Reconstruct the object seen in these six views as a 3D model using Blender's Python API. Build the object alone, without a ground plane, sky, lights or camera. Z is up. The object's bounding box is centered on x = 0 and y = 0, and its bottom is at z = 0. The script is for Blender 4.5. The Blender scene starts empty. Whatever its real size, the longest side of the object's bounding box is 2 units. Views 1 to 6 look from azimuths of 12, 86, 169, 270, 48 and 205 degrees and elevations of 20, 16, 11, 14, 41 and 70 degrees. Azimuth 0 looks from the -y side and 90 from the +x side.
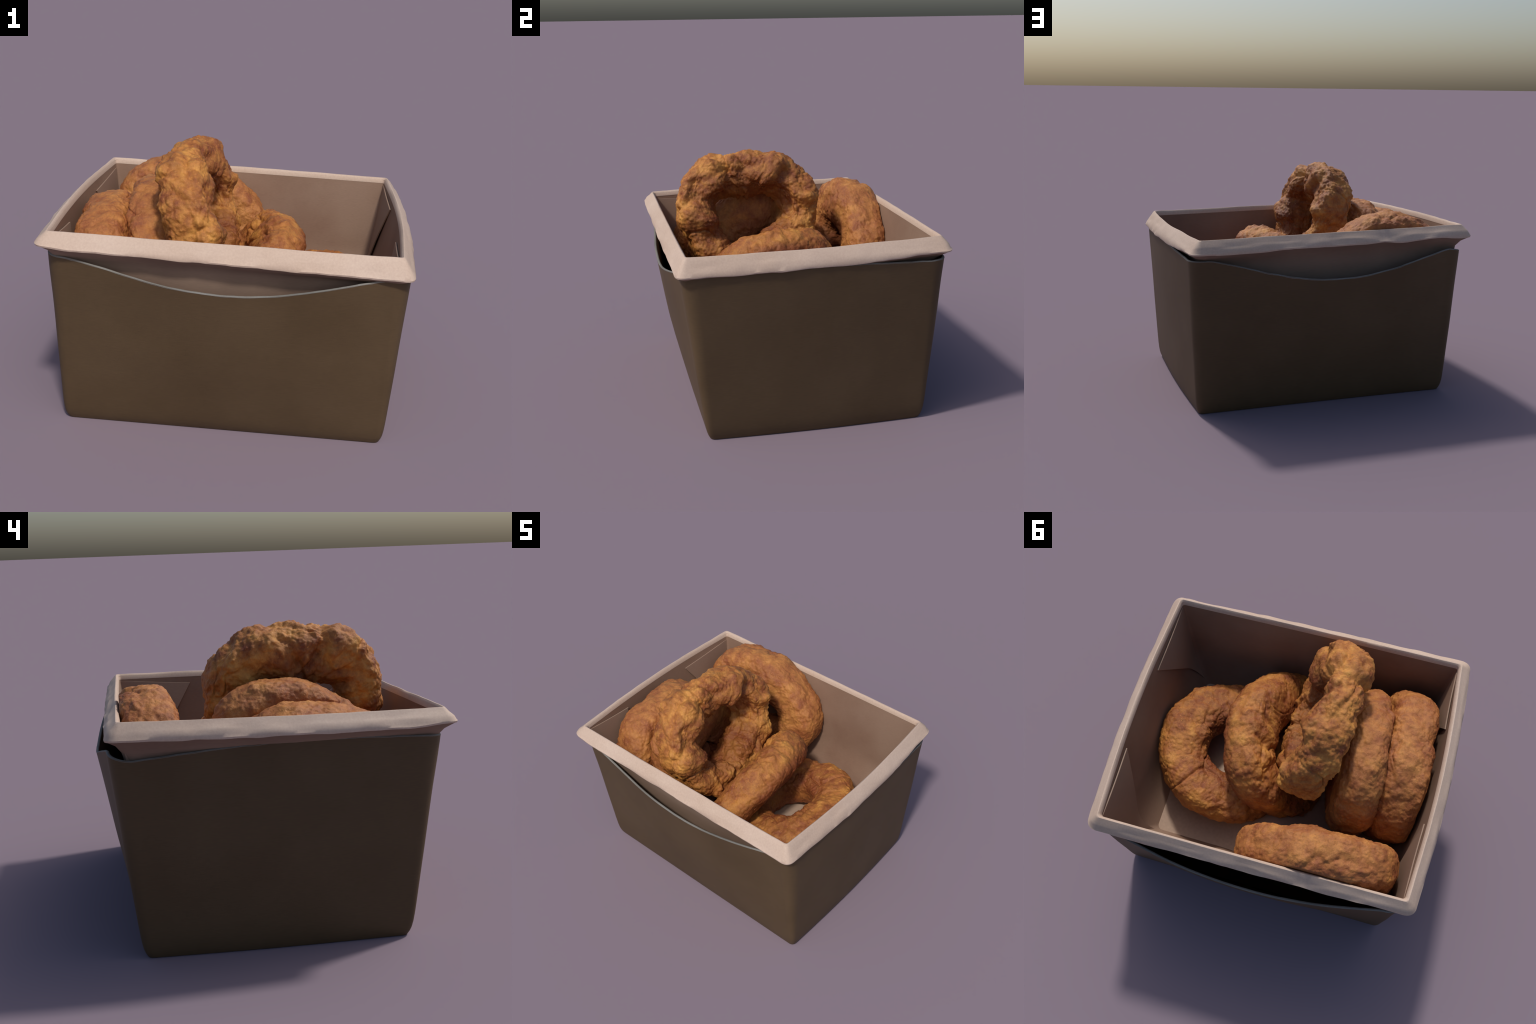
"""A lined cardboard carton holding six craggy fried dough rings.
The carton stands turned by 8.3 degrees about z: everything of the carton is
modelled in its own frame (u = long side, w = short side) and turned once."""
import bpy, math
import numpy as np
from mathutils import Vector, Matrix

TURN = math.radians(8.3)

# ------------------------------------------------------------------ noise
def _hash(ix, iy, iz, seed):
    h = (ix * 374761393 + iy * 668265263 + iz * 2147483647 + seed * 1274126177) & 0xFFFFFFFF
    h = ((h ^ (h >> 13)) * 1274126177) & 0xFFFFFFFF
    h = ((h ^ (h >> 16)) * 2246822519) & 0xFFFFFFFF
    return (h ^ (h >> 15)) & 0xFFFFFFFF

def perlin(P, seed=0):
    P = P + 100.0
    i = np.floor(P).astype(np.int64)
    f = P - i
    w = f * f * f * (f * (f * 6 - 15) + 10)
    out = np.zeros(len(P))
    for dx in (0, 1):
        for dy in (0, 1):
            for dz in (0, 1):
                h = _hash(i[:, 0] + dx, i[:, 1] + dy, i[:, 2] + dz, seed)
                gx = (h & 1023) / 511.5 - 1
                gy = ((h >> 10) & 1023) / 511.5 - 1
                gz = ((h >> 20) & 1023) / 511.5 - 1
                d = gx * (f[:, 0] - dx) + gy * (f[:, 1] - dy) + gz * (f[:, 2] - dz)
                wx = w[:, 0] if dx else 1 - w[:, 0]
                wy = w[:, 1] if dy else 1 - w[:, 1]
                wz = w[:, 2] if dz else 1 - w[:, 2]
                out += wx * wy * wz * d
    return out * 1.1

def fbm(P, octaves=3, seed=0, gain=0.5):
    s, a, n = np.zeros(len(P)), 1.0, 0.0
    for o in range(octaves):
        s += a * perlin(P * 2 ** o, seed + 17 * o)
        n += a
        a *= gain
    return s / n

def worley(P, seed=0):
    """distance to the nearest and the second nearest scattered point"""
    P = P + 100.0
    i = np.floor(P).astype(np.int64)
    d1 = np.full(len(P), 9.0)
    d2 = np.full(len(P), 9.0)
    for dx in (-1, 0, 1):
        for dy in (-1, 0, 1):
            for dz in (-1, 0, 1):
                c = i + (dx, dy, dz)
                h = _hash(c[:, 0], c[:, 1], c[:, 2], seed)
                q = np.stack([(h & 1023) / 1023, ((h >> 10) & 1023) / 1023, ((h >> 20) & 1023) / 1023], 1)
                d = np.linalg.norm(c + q - P, axis=1)
                far = np.maximum(d, d1)
                d1 = np.minimum(d, d1)
                d2 = np.minimum(d2, far)
    return d1, d2

# ------------------------------------------------------------- mesh helpers
def make_object(name, verts, faces, material, parent=None, smooth=True):
    mesh = bpy.data.meshes.new(name)
    mesh.from_pydata([tuple(v) for v in np.asarray(verts, float)], [], faces)
    mesh.update()
    if smooth:
        mesh.polygons.foreach_set("use_smooth", [True] * len(mesh.polygons))
    mesh.materials.append(material)
    ob = bpy.data.objects.new(name, mesh)
    bpy.context.scene.collection.objects.link(ob)
    if parent:
        ob.parent = parent
    return ob

def smooth_by_angle(ob, degrees):
    ob.data.set_sharp_from_angle(angle=math.radians(degrees))

def loft(rings, closed=True, cap_first=False, flip=False):
    """rings: list of (n,3) arrays -> verts, quads"""
    n = len(rings[0])
    V = np.vstack(rings)
    F = []
    m = n if closed else n - 1
    for r in range(len(rings) - 1):
        a, b = r * n, (r + 1) * n
        for k in range(m):
            l = (k + 1) % n
            q = (a + k, a + l, b + l, b + k)
            F.append(q[::-1] if flip else q)
    if cap_first:
        c = len(V)
        V = np.vstack([V, rings[0].mean(0)])
        for k in range(n):
            q = (c, (k + 1) % n, k)
            F.append(q[::-1] if flip else q)
    return V, F

SIDE, ARC = 56, 9          # points on a side, points on a corner arc

def rounded_quad(corners, radius, bows=(0, 0, 0, 0), sag=(0, 0, 0, 0)):
    """Closed outline through four corners (counter-clockwise A B C D, each u,w,z).
    bows: outward bulge of sides AB BC CD DA; sag: drop of their middle.
    Returns points and, for each, (side index, 0..1 along the side)."""
    C = [np.array(c, float) for c in corners]
    rad = radius if hasattr(radius, "__len__") else [radius] * 4
    pts, tag = [], []
    for k in range(4):
        a, b = C[k], C[(k + 1) % 4]
        prev, nxt = C[(k - 1) % 4], C[(k + 2) % 4]
        d = (b - a) / np.linalg.norm((b - a)[:2])
        out = np.array([d[1], -d[0], 0.0])
        L = np.linalg.norm((b - a)[:2])
        r0, r1 = rad[k], rad[(k + 1) % 4]
        for s in np.linspace(r0 / L, 1 - r1 / L, SIDE):
            t = (s - r0 / L) / (1 - (r0 + r1) / L)
            bulge = max(0.0, math.sin(math.pi * t))
            p = a + (b - a) * s + out * bows[k] * bulge
            p[2] -= sag[k] * bulge
            pts.append(p)
            tag.append((k, t))
        d2 = (nxt - b) / np.linalg.norm((nxt - b)[:2])
        p0, p2 = b - d * r1, b + d2 * r1
        for j in range(1, ARC + 1):
            t = j / (ARC + 1)
            pts.append((1 - t) ** 2 * p0 + 2 * t * (1 - t) * b + t * t * p2)
            tag.append((k + 0.5, t))
    return np.array(pts), tag

# ---------------------------------------------------------------- materials
def new_material(name):
    m = bpy.data.materials.new(name)
    m.use_nodes = True
    nt = m.node_tree
    return m, nt, nt.nodes["Principled BSDF"]

def node(nt, kind, **values):
    n = nt.nodes.new(kind)
    for k, v in values.items():
        if k in n.inputs:
            n.inputs[k].default_value = v
        else:
            setattr(n, k, v)
    return n

def noise_node(nt, coord, scale, detail=3.0, rough=0.55, stretch=None):
    src = coord
    if stretch:
        mp = node(nt, "ShaderNodeMapping")
        mp.inputs["Scale"].default_value = stretch
        nt.links.new(coord, mp.inputs["Vector"])
        src = mp.outputs["Vector"]
    n = node(nt, "ShaderNodeTexNoise", Scale=scale, Detail=detail, Roughness=rough)
    nt.links.new(src, n.inputs["Vector"])
    return n.outputs["Fac"]

def ramp(nt, fac, stops):
    r = nt.nodes.new("ShaderNodeValToRGB")
    e = r.color_ramp.elements
    while len(e) < len(stops):
        e.new(0.5)
    for el, (p, c) in zip(e, stops):
        el.position = p
        el.color = (*c, 1) if len(c) == 3 else c
    nt.links.new(fac, r.inputs["Fac"])
    return r.outputs["Color"]

def grey(v):
    return (v, v, v)

def mix(nt, fac, a, b, mode="MIX"):
    m = nt.nodes.new("ShaderNodeMix")
    m.data_type = "RGBA"
    m.blend_type = mode
    ins = {s.identifier: s for s in m.inputs}
    def put(sock, val):
        if isinstance(val, (int, float)):
            sock.default_value = val
        elif isinstance(val, tuple):
            sock.default_value = (*val, 1)
        else:
            nt.links.new(val, sock)
    put(ins["Factor_Float"], fac)
    put(ins["A_Color"], a)
    put(ins["B_Color"], b)
    return [o for o in m.outputs if o.identifier == "Result_Color"][0]

def bump(nt, bsdf, height, strength, distance):
    b = node(nt, "ShaderNodeBump", Strength=strength, Distance=distance)
    nt.links.new(height, b.inputs["Height"])
    nt.links.new(b.outputs["Normal"], bsdf.inputs["Normal"])

def paper_material(name, base, other, rough=0.75, fibre=(6, 6, 40), spec=0.25):
    m, nt, bs = new_material(name)
    co = nt.nodes.new("ShaderNodeTexCoord").outputs["Object"]
    cloud = noise_node(nt, co, 2.2, 4)
    fine = noise_node(nt, co, 9, 5, 0.65, fibre)
    c = ramp(nt, cloud, [(0.35, base), (0.68, other)])
    f = ramp(nt, fine, [(0.3, grey(0.42)), (0.7, grey(0.58))])
    c = mix(nt, 0.5, c, f, "OVERLAY")
    nt.links.new(c, bs.inputs["Base Color"])
    bs.inputs["Roughness"].default_value = rough
    bs.inputs["Specular IOR Level"].default_value = spec
    bump(nt, bs, fine, 0.12, 0.004)
    return m

def crust_material(name, gold, tan, brown, ring_radius, tube, half=0.1, side=0.0, rough_crust=0.5):
    """fried batter: golden patches, tan, red brown in patches, painted shade toward the hole"""
    m, nt, bs = new_material(name)
    co = nt.nodes.new("ShaderNodeTexCoord").outputs["Object"]
    big = noise_node(nt, co, 5.0, 5, 0.62)
    mid = noise_node(nt, co, 17, 5, 0.62)
    grain = noise_node(nt, co, 95, 4, 0.75)
    c = ramp(nt, big, [(0.37, gold), (0.48, tan), (0.58, brown)])
    c2 = ramp(nt, mid, [(0.33, brown), (0.47, tan), (0.63, gold)])
    c = mix(nt, 0.38, c, c2)
    # hole side tinted dark red-brown: its occlusion shading baked into the colour
    sep = nt.nodes.new("ShaderNodeSeparateXYZ")
    nt.links.new(co, sep.inputs[0])
    comb = nt.nodes.new("ShaderNodeCombineXYZ")
    nt.links.new(sep.outputs["X"], comb.inputs["X"])
    nt.links.new(sep.outputs["Y"], comb.inputs["Y"])
    ln = node(nt, "ShaderNodeVectorMath", operation="LENGTH")
    nt.links.new(comb.outputs[0], ln.inputs[0])
    wob = node(nt, "ShaderNodeMath", operation="MULTIPLY_ADD")
    nt.links.new(mid, wob.inputs[0])
    wob.inputs[1].default_value = 0.16
    nt.links.new(ln.outputs["Value"], wob.inputs[2])
    mr = node(nt, "ShaderNodeMapRange", interpolation_type="SMOOTHSTEP")
    mr.inputs["From Min"].default_value = ring_radius - tube * 0.75 + 0.08
    mr.inputs["From Max"].default_value = ring_radius + tube * 0.05 + 0.08
    mr.inputs["To Min"].default_value = 0.55
    mr.inputs["To Max"].default_value = 0.0
    nt.links.new(wob.outputs[0], mr.inputs["Value"])
    red = tuple(x * k for x, k in zip(brown, (0.72, 0.55, 0.5)))
    c = mix(nt, mr.outputs["Result"], c, red)
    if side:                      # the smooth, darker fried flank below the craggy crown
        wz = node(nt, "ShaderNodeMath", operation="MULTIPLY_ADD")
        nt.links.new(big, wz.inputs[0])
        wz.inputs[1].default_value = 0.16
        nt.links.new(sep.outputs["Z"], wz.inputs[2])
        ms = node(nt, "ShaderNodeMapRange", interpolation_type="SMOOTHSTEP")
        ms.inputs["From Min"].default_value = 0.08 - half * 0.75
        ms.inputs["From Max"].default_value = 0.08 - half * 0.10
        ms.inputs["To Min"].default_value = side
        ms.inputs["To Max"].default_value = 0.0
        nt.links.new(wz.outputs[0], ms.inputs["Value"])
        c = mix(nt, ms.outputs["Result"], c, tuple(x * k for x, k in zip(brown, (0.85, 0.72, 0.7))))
    g = ramp(nt, grain, [(0.30, grey(0.36)), (0.52, grey(0.5)), (0.74, grey(0.66))])
    c = mix(nt, 0.55, c, g, "OVERLAY")
    # small pale sugar-like flecks
    v = node(nt, "ShaderNodeTexVoronoi", Scale=62.0)
    nt.links.new(co, v.inputs["Vector"])
    fl = ramp(nt, v.outputs["Distance"], [(0.10, grey(1)), (0.22, grey(0))])
    patch = ramp(nt, big, [(0.45, grey(0)), (0.62, grey(0.4))])
    fl = mix(nt, 1.0, fl, patch, "MULTIPLY")
    c = mix(nt, fl, c, tuple(min(1, x * 1.35) for x in gold))
    nt.links.new(c, bs.inputs["Base Color"])
    bs.inputs["Roughness"].default_value = rough_crust
    bs.inputs["Specular IOR Level"].default_value = 0.3
    h = mix(nt, 0.5, grain, mid)
    bump(nt, bs, h, 0.7, 0.012)
    return m

SLEEVE_CARD = paper_material("olive_brown_card", (0.095, 0.060, 0.030), (0.113, 0.073, 0.038), 0.55, (3, 3, 30), 0.25)
CUT_EDGE = paper_material("grey_cut_card_edge", (0.165, 0.158, 0.142), (0.24, 0.23, 0.21), 0.7)
RIM_PAPER = paper_material("pale_pink_paper", (0.545, 0.405, 0.315), (0.60, 0.46, 0.37), 0.6, (10, 10, 10), 0.3)
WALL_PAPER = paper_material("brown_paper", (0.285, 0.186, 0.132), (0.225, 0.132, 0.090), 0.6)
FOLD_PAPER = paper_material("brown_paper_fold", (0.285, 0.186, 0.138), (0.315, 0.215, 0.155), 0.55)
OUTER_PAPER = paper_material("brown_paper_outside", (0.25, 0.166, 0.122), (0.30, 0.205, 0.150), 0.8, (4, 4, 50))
FLOOR_PAPER = paper_material("pale_paper_floor", (0.40, 0.28, 0.205), (0.46, 0.33, 0.245), 0.65)  # darkened below the sunlit patch's tone to match the floor in shadow

# ------------------------------------------------------------------- carton
def set_info(ob, label, category):
    ob["label"] = label
    ob["category"] = category

carton = bpy.data.objects.new("food_carton", None)
bpy.context.scene.collection.objects.link(carton)
carton.rotation_euler = (0, 0, TURN)
set_info(carton, "dark olive cardboard carton with pale folded paper liner", "carton")

# --- outer sleeve ---
S_BOT = [(-.832, -.592), (.842, -.615), (.852, .640), (-.798, .660)]
S_TOP = [(-.862, -.722), (.894, -.736), (.906, .734), (-.852, .758)]
# outward bulge of the four walls (front, right, rear, left) at foot, half height, top
S_BOW = ((0.000, 0.042, 0.058), (0.014, 0.022, 0.026), (-0.006, 0.064, 0.098), (0.010, 0.032, 0.026))
Z_TOP = 0.95

def sleeve_top_height(side, t):
    hollow = max(0.0, math.sin(math.pi * t)) ** 1.25
    if side == 0:      # front scoop
        return 0.948 - 0.118 * hollow
    if side == 2:      # rear scoop
        return 0.960 - 0.132 * hollow
    if side == 1:
        return 0.952 + 0.022 * math.sin(math.pi * t)
    if side == 3:
        return 0.932 + 0.034 * math.sin(math.pi * t) + 0.028 * t
    return 0.945

def sleeve_outline(f, offset):
    """outline at relative height f (0 bottom, 1 = Z_TOP)"""
    foot = 0.016 * math.exp(-f * Z_TOP / 0.03)
    cs = []
    for (bx, by), (tx, ty) in zip(S_BOT, S_TOP):
        x, y = bx + (tx - bx) * f, by + (ty - by) * f
        k = offset + foot
        cs.append((x - np.sign(x) * k, y - np.sign(y) * k, 0))
    r = 0.035 + 0.07 * f
    bows = [b0 + (b1 - b0) * f * 2 if f < 0.5 else b1 + (b2 - b1) * (f * 2 - 1) for b0, b1, b2 in S_BOW]
    p, tags = rounded_quad(cs, max(r - offset, 0.01), bows)
    for q, (side, t) in zip(p, tags):      # the front panel is fullest toward its right end
        if side == 0:
            q[1] -= 0.015 * max(0.0, math.sin(math.pi * t ** 1.9)) * min(1, 2.5 * f)
    return p, tags

def sleeve_shell(offset, levels):
    base, tags = sleeve_outline(0, offset)
    tops = []
    for i, (s, t) in enumerate(tags):
        if s == int(s):
            tops.append(sleeve_top_height(int(s), t))
        else:
            a = sleeve_top_height(int(s), 1.0)
            b = sleeve_top_height((int(s) + 1) % 4, 0.0)
            tops.append(a + (b - a) * t)
    tops = np.array(tops)
    grid = [sleeve_outline(f, offset)[0] for f in np.linspace(0, 1.05, 43)]
    grid = np.array(grid)                      # level, point, xyz
    rings = []
    for l in levels:
        z = tops * l
        q = np.clip(z / Z_TOP / 1.05 * 42, 0, 41.999)
        i = q.astype(int)
        fr = (q - i)[:, None]
        k = np.arange(grid.shape[1])
        p = grid[i, k] * (1 - fr) + grid[i + 1, k] * fr
        p = p.copy()
        p[:, 2] = z
        w = perlin(p * 3.1, 5) * 0.006
        c = p.copy(); c[:, 2] = 0
        c /= np.linalg.norm(c, axis=1)[:, None]
        p += c * w[:, None] * l
        rings.append(p)
    return rings

levels = [0, 0.008, 0.02, 0.04, 0.07, 0.11] + list(np.linspace(0.16, 1, 24))
outer = sleeve_shell(0.0, levels)
first = outer[0].copy()
inner = sleeve_shell(0.014, levels)
inner[0][:, 2] = 0.02
under = first.copy(); under[:, :2] *= 0.985
V, F = loft([under] + outer, cap_first=True)
n = len(V)
V2, F2 = loft(inner[2:])
F2 = [tuple(i + n for i in q[::-1]) for q in F2]
sleeve = make_object("sleeve", np.vstack([V, V2]), F + F2, SLEEVE_CARD, carton)
smooth_by_angle(sleeve, 50)
# cut edge of the card: a slim rounded bead on the top outline
a, b = outer[-1], inner[-1]
mid_line = (a + b) / 2
ring_pts = []
for q in np.linspace(0, 2 * math.pi, 9)[:-1]:
    half = (a - b) / 2 * 1.05
    p = mid_line + half * math.cos(q)
    p[:, 2] += 0.006 * math.sin(q) - 0.002 + perlin(mid_line * 14, 8) * 0.004
    ring_pts.append(p)
ring_pts.append(ring_pts[0])
V, F = loft(ring_pts, flip=True)
make_object("cut_edge", V, F, CUT_EDGE, sleeve)

# --- paper liner: nested rings from the floor over the rim to the outside ---
RIDGE = [(-.846, -.720, 1.078), (.846, -.704, 1.052), (.852, .709, 1.077), (-.855, .705, 1.104)]
FLOOR_Z = 0.40
FLOOR = [(-.768, -.610), (.772, -.604), (.764, .614), (-.768, .628)]
BOW = (0.004, 0.032, 0.004, 0.032)

def ridge_ring(out, down, radius, bow_scale=1.0, wobble=0.0, seed=0, extra=(0, 0, 0, 0)):
    cs = []
    for k, (u, w, z) in enumerate(RIDGE):
        cs.append((u + np.sign(u) * out, w + np.sign(w) * out, z - down - extra[k]))
    p, _ = rounded_quad(cs, radius, [b * bow_scale for b in BOW])
    if wobble:
        d = p.copy(); d[:, 2] = 0
        d /= np.linalg.norm(d, axis=1)[:, None]
        p += d * (fbm(p * 4, 3, seed) * wobble * 1.6)[:, None]
        p[:, 2] += fbm(p * 4.5, 3, seed + 3) * wobble * 2.2
    return p

def fillet(s):
    """how far the wall has curved inward on its way to the floor"""
    z = FLOOR_Z + 0.68 * s
    return 0.085 * max(0.0, (0.64 - z) / 0.24) ** 2

def wall_ring(s, inset, radius):
    """s = 0 at the floor, 1 at the ridge"""
    inset = inset + fillet(s)
    cs = []
    for (fu, fw), (u, w, z) in zip(FLOOR, RIDGE):
        x, y = fu + (u - fu) * s, fw + (w - fw) * s
        cs.append((x - np.sign(x) * inset, y - np.sign(y) * inset, FLOOR_Z + (z - FLOOR_Z) * s))
    p, _ = rounded_quad(cs, radius, [b * s for b in BOW])
    d = p.copy(); d[:, 2] = 0
    d /= np.linalg.norm(d, axis=1)[:, None]
    p += d * (fbm(p * 2.5, 2, 21) * 0.010 * math.sin(math.pi * min(1, s)))[:, None]
    return p

inner_rings = [wall_ring(s, 0.012, 0.02 + 0.02 * (1 - s)) for s in np.linspace(0, 0.985, 26)]
outer_rings = [wall_ring(s, 0.006 - 0.008 * s, 0.06) for s in np.linspace(0.0, 0.76, 22)]
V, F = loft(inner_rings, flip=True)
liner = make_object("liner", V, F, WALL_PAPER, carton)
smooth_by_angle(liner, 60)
# floor of the liner
fl = wall_ring(0.004, 0.0, 0.04)
rings = [np.column_stack([fl[:, :2] * k, np.full(len(fl), FLOOR_Z)]) for k in np.linspace(0.02, 1, 30)]
for r in rings:
    r[:, 2] += fbm(r * 2, 2, 31) * 0.01
    for bu, bw, size, height in ((-.60, -.50, .20, .20), (-.25, -.54, .20, .16), (-.05, .34, .18, .13), (-.72, .1, .2, .08), (.62, .05, .12, .05)):
        r[:, 2] += height * np.exp(-((r[:, 0] - bu) ** 2 + (r[:, 1] - bw) ** 2) / size ** 2)
V, F = loft(rings, cap_first=True)
make_object("floor", V, F, FLOOR_PAPER, liner)
# folded-over rim
extra = (0.0, 0.030, 0.012, 0.004)
def dented(p, amount):
    """shallow dents and slanting creases pressed into the folded paper"""
    d = p.copy(); d[:, 2] = 0
    d /= np.linalg.norm(d, axis=1)[:, None]
    slant = p * (7, 7, 12) + np.array([0, 0, 3.0])
    crease = np.exp(-(perlin(slant, 71) / 0.07) ** 2) * np.clip(perlin(p * 2.2, 72) * 3, 0, 1)
    p += d * (amount * (0.010 * fbm(p * 7, 2, 73) - 0.007 * crease))[:, None]
    return p

rim_rings = [
    wall_ring(0.955, 0.013, 0.02),
    wall_ring(0.985, 0.012, 0.02),
    ridge_ring(-0.008, 0.003, 0.02, 1, 0.002, 40),
    ridge_ring(-0.004, -0.001, 0.021, 1, 0.003, 40),
    ridge_ring(0.001, -0.001, 0.022, 1, 0.003, 40),
    ridge_ring(0.007, 0.005, 0.026, 1, 0.003, 40),
    dented(ridge_ring(0.020, 0.019, 0.034, 1, 0.005, 41, [e * .2 for e in extra]), 0.5),
    dented(ridge_ring(0.030, 0.028, 0.040, 1, 0.006, 42, [e * .4 for e in extra]), 1),
    dented(ridge_ring(0.040, 0.037, 0.048, 1, 0.007, 42, [e * .6 for e in extra]), 1),
    dented(ridge_ring(0.049, 0.049, 0.055, 1, 0.008, 43, [e * .8 for e in extra]), 0.8),
    ridge_ring(0.057, 0.060, 0.065, 1, 0.010, 44, extra),
    ridge_ring(0.055, 0.068, 0.065, 1, 0.010, 44, extra),
]
under_lip = [
    ridge_ring(0.054, 0.067, 0.065, 1, 0.010, 44, extra),
    ridge_ring(0.040, 0.077, 0.060, 1, 0.008, 44, extra),
    ridge_ring(0.012, 0.098, 0.060, 1, 0.006, 44, extra),
    wall_ring(0.80, -0.004, 0.06),
]
V, F = loft(under_lip + outer_rings[::-1], flip=True)
outside = make_object("liner_outside", V, F, OUTER_PAPER, liner)
V, F = loft(rim_rings, flip=True)
rim = make_object("rim", V, F, RIM_PAPER, liner)
smooth_by_angle(rim, 42)

# gusset folds: a triangular paper flap laid on the short walls at every corner
def wall_point(corner, along, s, lift):
    """point on the short wall next to a corner; along = distance from the corner"""
    fu, fw = FLOOR[corner]
    u, w, z = RIDGE[corner]
    x = fu + (u - fu) * s
    y = fw + (w - fw) * s
    y -= math.copysign(along, y)
    t = min(1, abs(along) / 1.4)
    x += math.copysign(math.sin(math.pi * t) * BOW[1] * s, x)
    x -= math.copysign(0.012 + lift + fillet(s), x)
    y -= math.copysign(fillet(s), y)
    return (x, y, FLOOR_Z + (z - FLOOR_Z) * s)

def corner_fold(corner, reach, top):
    rows, cols = 16, 14
    front, back = [], []
    for i in range(rows + 1):
        s = top * i / rows + 0.02
        for j in range(cols + 1):
            a = reach * (i / rows) ** 1.05 * j / cols
            puff = 0.005 + 0.013 * (j / cols) * (0.3 + 0.7 * math.sin(math.pi * i / rows)) + 0.005 * math.sin(math.pi * j / cols) * (i / rows)
            p = wall_point(corner, 0.012 + a, s - 0.05 * (j / cols) * (i / rows), puff)
            front.append(p)
            back.append(wall_point(corner, 0.012 + a, s - 0.05 * (j / cols) * (i / rows), puff - 0.007))
    V = front + back
    N = len(front)
    F = []
    for i in range(rows):
        for j in range(cols):
            q = (i * (cols + 1) + j, i * (cols + 1) + j + 1, (i + 1) * (cols + 1) + j + 1, (i + 1) * (cols + 1) + j)
            F.append(q)
            F.append(tuple(x + N for x in q[::-1]))
    edge = [(i * (cols + 1) + cols) for i in range(rows + 1)] + [rows * (cols + 1) + j for j in range(cols - 1, -1, -1)]
    for x, y in zip(edge[:-1], edge[1:]):
        F.append((x, y, y + N, x + N))
    ob = make_object("corner_fold", V, F, FOLD_PAPER, liner)
    smooth_by_angle(ob, 40)
    return ob

for corner, reach, top in ((0, 0.36, 0.92), (1, 0.43, 0.92), (2, 0.42, 0.92), (3, 0.44, 0.90)):
    corner_fold(corner, reach, top)

# -------------------------------------------------------------------- rings
def inside_liner(P, gap=0.014):
    """keeps points (world) inside the paper walls: batter flattens against them"""
    c, sn = math.cos(TURN), math.sin(TURN)
    u = P[:, 0] * c + P[:, 1] * sn
    w = -P[:, 0] * sn + P[:, 1] * c
    s = np.clip((P[:, 2] - 0.33) / 0.75, 0, 1)
    def limit(x, lo, hi):
        over = np.maximum(x - hi, 0)
        under = np.maximum(lo - x, 0)
        return x - over * 0.95 + under * 0.95
    u = limit(u, -0.76 - 0.088 * s + gap, 0.76 + 0.085 * s - gap)
    w = limit(w, -0.60 - 0.112 * s + gap, 0.61 + 0.095 * s - gap)
    out = P.copy()
    out[:, 0] = u * c - w * sn
    out[:, 1] = u * sn + w * c
    out[:, 2] = np.maximum(out[:, 2], FLOOR_Z + 0.01)
    return out

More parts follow.
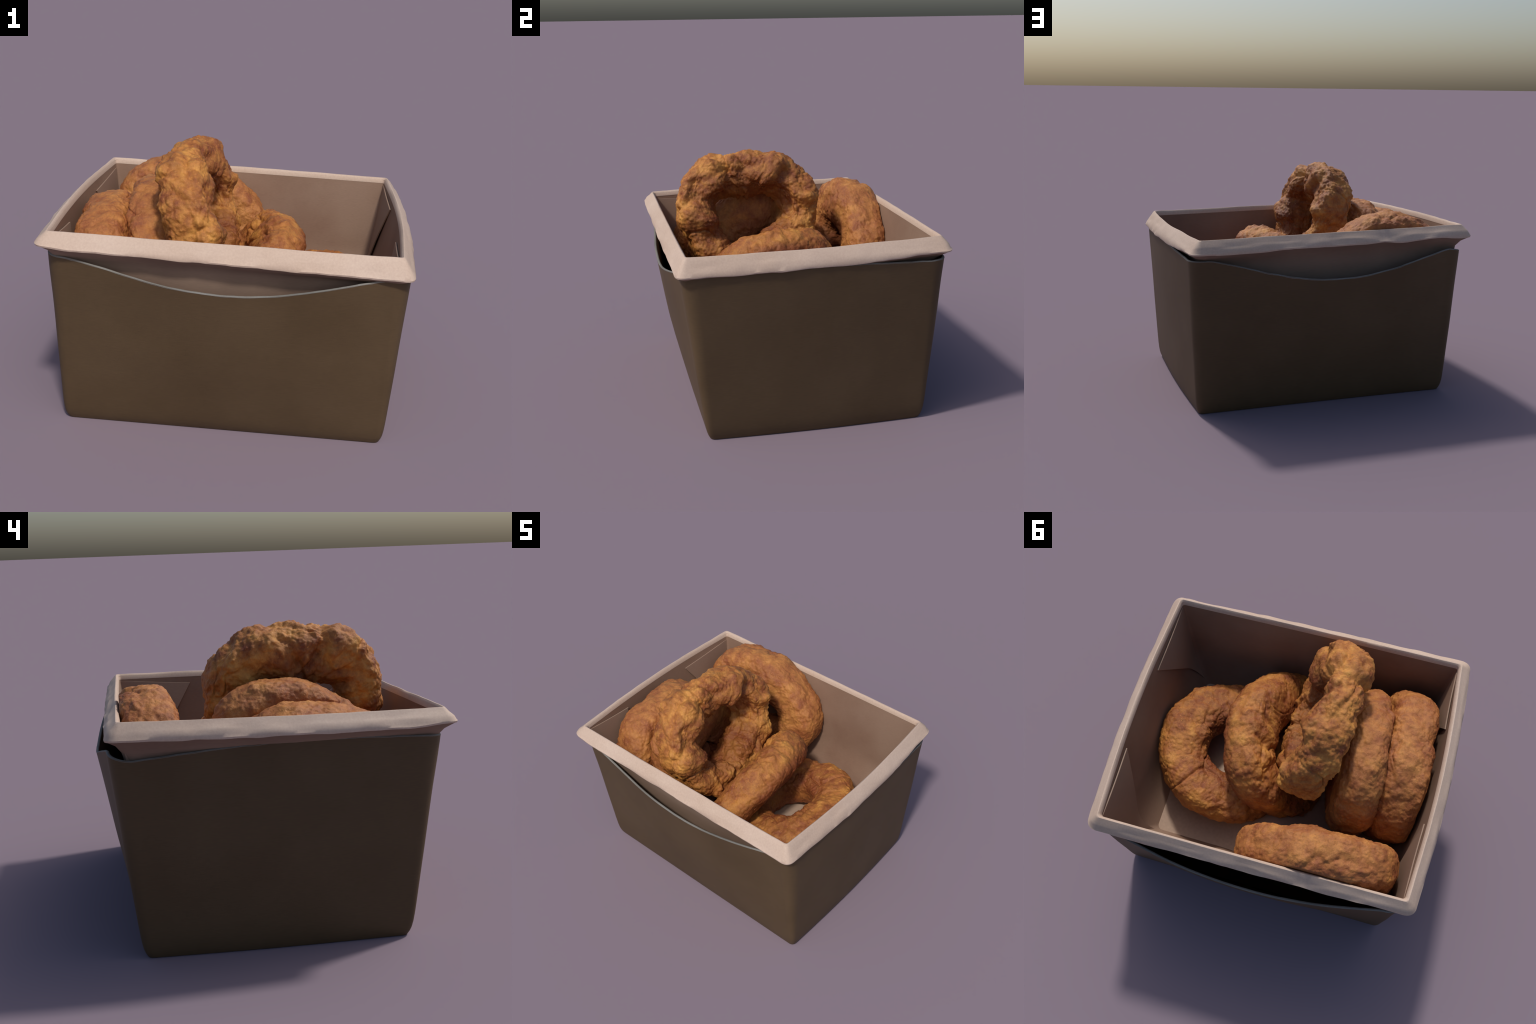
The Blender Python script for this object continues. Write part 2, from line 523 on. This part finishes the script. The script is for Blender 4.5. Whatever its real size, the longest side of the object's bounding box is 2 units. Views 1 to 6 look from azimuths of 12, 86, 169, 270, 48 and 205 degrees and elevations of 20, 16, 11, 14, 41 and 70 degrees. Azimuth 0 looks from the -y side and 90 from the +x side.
def fried_ring(centre, axis, R, a, b, seed, power=2.4, crag=0.0, tone=0, shape=(0,) * 6, pinch=1.0, backfill=0.0, crown=0.0, flank=0.0, knobs=()):
    """A ring of batter in its own frame (axis = local z, angle 0 points up).
    a, b: half thickness across and along the axis; shape: slow cos/sin changes of the
    radius, 2 3 4 times round; pinch: extra thickness toward the hole;
    knobs: lumps and pits (angle, tube angle, size, height)."""
    nu, nv = 460, 210
    phi = np.linspace(0, 2 * math.pi, nu, endpoint=False)
    th = np.linspace(0, 2 * math.pi, nv, endpoint=False)
    PH, TH = np.meshgrid(phi, th, indexing="ij")
    ph, t = PH.ravel(), TH.ravel()
    cx = np.sign(np.cos(t)) * np.abs(np.cos(t)) ** (2 / power)
    cy = np.sign(np.sin(t)) * np.abs(np.sin(t)) ** (2 / power)
    rr = np.zeros_like(ph)
    for i, k in enumerate((2, 3, 4)):
        rr += shape[2 * i] * np.cos(k * ph) + shape[2 * i + 1] * np.sin(k * ph)
    across = np.where(cx < 0, a * pinch, a)
    rho = R + rr + across * cx
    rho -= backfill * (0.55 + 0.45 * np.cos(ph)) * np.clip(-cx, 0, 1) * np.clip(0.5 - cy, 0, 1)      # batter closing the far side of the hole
    rho = np.maximum(rho, 0.012)
    top = np.angle(np.exp(1j * ph))
    P = np.stack([rho * np.cos(ph), rho * np.sin(ph), b * cy * (1 - crown * np.where(cy > 0, 1.0, 0.2) * np.exp(-(top / 0.7) ** 2))], 1)
    core = np.stack([(R + rr) * np.cos(ph), (R + rr) * np.sin(ph), 0 * ph], 1)
    N = P - core
    N[:, :2] *= (b / a)
    N /= np.linalg.norm(N, axis=1)[:, None]
    S = P + seed * 3.7
    warp = np.stack([perlin(S * 5, seed + k) for k in (3, 4, 5)], 1)
    # slow swelling, then folds, then crumbs
    d = (0.026 + 0.006 * crag) * fbm(S * 3.4, 2, seed)
    d += (0.026 + 0.012 * crag) * fbm(S * 7.5 + warp * 0.4, 2, seed + 1)
    zone = np.clip(0.45 + 1.9 * perlin(S * 2.6, seed + 22), 0.05 + 0.3 * crag, 1)
    ridge = 1 - np.abs(fbm(S * 8 + warp * 0.6, 3, seed + 21)) * 3.4
    d += (0.006 + 0.010 * crag) * np.clip(ridge, -1, 1) * zone
    w1, w2 = worley(S * 6.0 + warp * 0.6, seed + 2)
    flake = np.clip((w2 - w1) / 0.30, 0, 1)
    flake = flake * flake * (3 - 2 * flake)
    d += (0.007 + 0.019 * crag) * flake * zone
    q1, q2 = worley(S * 17 + warp * 1.2, seed + 9)
    d += (0.010 + 0.010 * crag) * (0.5 - q1) * zone * 1.4
    k1, k2 = worley(S * 48, seed + 10)
    d += (0.0042 + 0.002 * crag) * (0.5 - k1) * 1.6
    d += 0.010 * fbm(S * 26, 3, seed + 6, 0.62)
    crack = perlin(S * 5 + warp * 0.9, seed + 12)
    d -= 0.018 * np.exp(-(crack / 0.04) ** 2) * np.clip(perlin(S * 2.7, seed + 13) * 3 - 0.25, 0, 1)
    d -= d.mean()
    for ang, tube, size, height in knobs:
        ca, ta = math.radians(ang), math.radians(tube)
        at = (R + a * math.cos(ta)) * np.array([math.cos(ca), math.sin(ca), 0]) + np.array([0, 0, b * math.sin(ta)])
        dist = np.linalg.norm(P + warp * size * 0.35 - at, axis=1) / size
        d += height * np.exp(-dist ** 3)
    P = P + N * d[:, None]
    # lean the frame
    z = Vector(axis).normalized()
    ref = Vector((0, 0, 1)) if abs(z.z) < 0.9 else Vector((1, 0, 0))
    x = (ref - z * ref.dot(z)).normalized()
    y = z.cross(x)
    rot = np.array([x, y, z]).T                 # local -> world
    world = inside_liner(P @ rot.T + np.array(centre))
    P = (world - np.array(centre)) @ rot
    idx = np.arange(nu * nv).reshape(nu, nv)
    i0, i1 = idx, np.roll(idx, -1, 0)
    j0, j1 = np.roll(idx, -1, 1), np.roll(np.roll(idx, -1, 0), -1, 1)
    faces = np.stack([i0, i1, j1, j0], -1).reshape(-1, 4)
    gold, tan, brown = TONES[tone]
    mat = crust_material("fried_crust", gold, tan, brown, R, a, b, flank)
    ob = make_object("fried_ring", P, faces.tolist(), mat)
    M = Matrix((x, y, z)).transposed().to_4x4()
    M.translation = centre
    ob.matrix_world = M
    return ob

TONES = [
    ((0.64, 0.295, 0.066), (0.46, 0.174, 0.043), (0.24, 0.066, 0.026)),
    ((0.58, 0.255, 0.070), (0.43, 0.162, 0.049), (0.27, 0.080, 0.033)),
    ((0.67, 0.322, 0.074), (0.46, 0.176, 0.043), (0.20, 0.052, 0.021)),
]
LABEL = "craggy golden brown fried dough ring"

RINGS = [
    # the tall craggy one standing on top
    dict(centre=(-.138, -.201, 1.042), axis=(.962, .130, .241), R=.316, a=.110, b=.126, seed=1, power=2.9, crag=0.85, tone=2, backfill=.07, crown=.34,
         shape=(-.026, -.007, -.017, .009, -.006, -.010),
         knobs=[(45, 120, .07, .018), (-32, 105, .10, .045), (-25, 60, .030, .026),
                (-78, 35, .075, .026), (88, 110, .09, .020), (18, 130, .10, -.030), (-75, 130, .09, -.025),
                (115, 100, .08, -.022), (-45, 85, .05, -.030), (60, 60, .05, -.02)]),
    # leaning on its neighbour
    dict(centre=(.096, -.118, .632), axis=(-.800, -.251, .545), R=.296, a=.148, b=.126, seed=2, tone=0, flank=0.8, power=2.8,
         shape=(-.029, .019, .016, .027, -.015, -.018), pinch=1.15),
    # lying low at the right end
    dict(centre=(.363, .024, .545), axis=(-.212, -.119, .970), R=.295, a=.148, b=.116, seed=3, tone=0, pinch=1.0, flank=0.7, power=2.7),
    # the two standing side by side at the left end
    dict(centre=(-.401, -.140, .770), axis=(-.963, -.248, -.107), R=.272, a=.156, b=.124, power=2.8, seed=4, tone=1, pinch=1.45,
         shape=(-.002, -.009, -.005, .025, .002, -.008)),
    dict(centre=(-.626, -.253, .679), axis=(-.975, -.211, -.073), R=.299, a=.150, b=.142, power=2.8, seed=5, tone=1, pinch=1.5,
         shape=(-.006, .004, -.015, -.007, -.001, .006)),
    # leaning on the rear wall
    dict(centre=(-.431, .467, .724), axis=(-.219, .965, -.144), R=.314, a=.142, b=.134, seed=6, power=2.8, tone=1,
         shape=(.013, .017, -.022, -.051, 0, .019), pinch=1.2),
]
for spec in RINGS:
    ob = fried_ring(**spec)
    set_info(ob, LABEL, "donut")
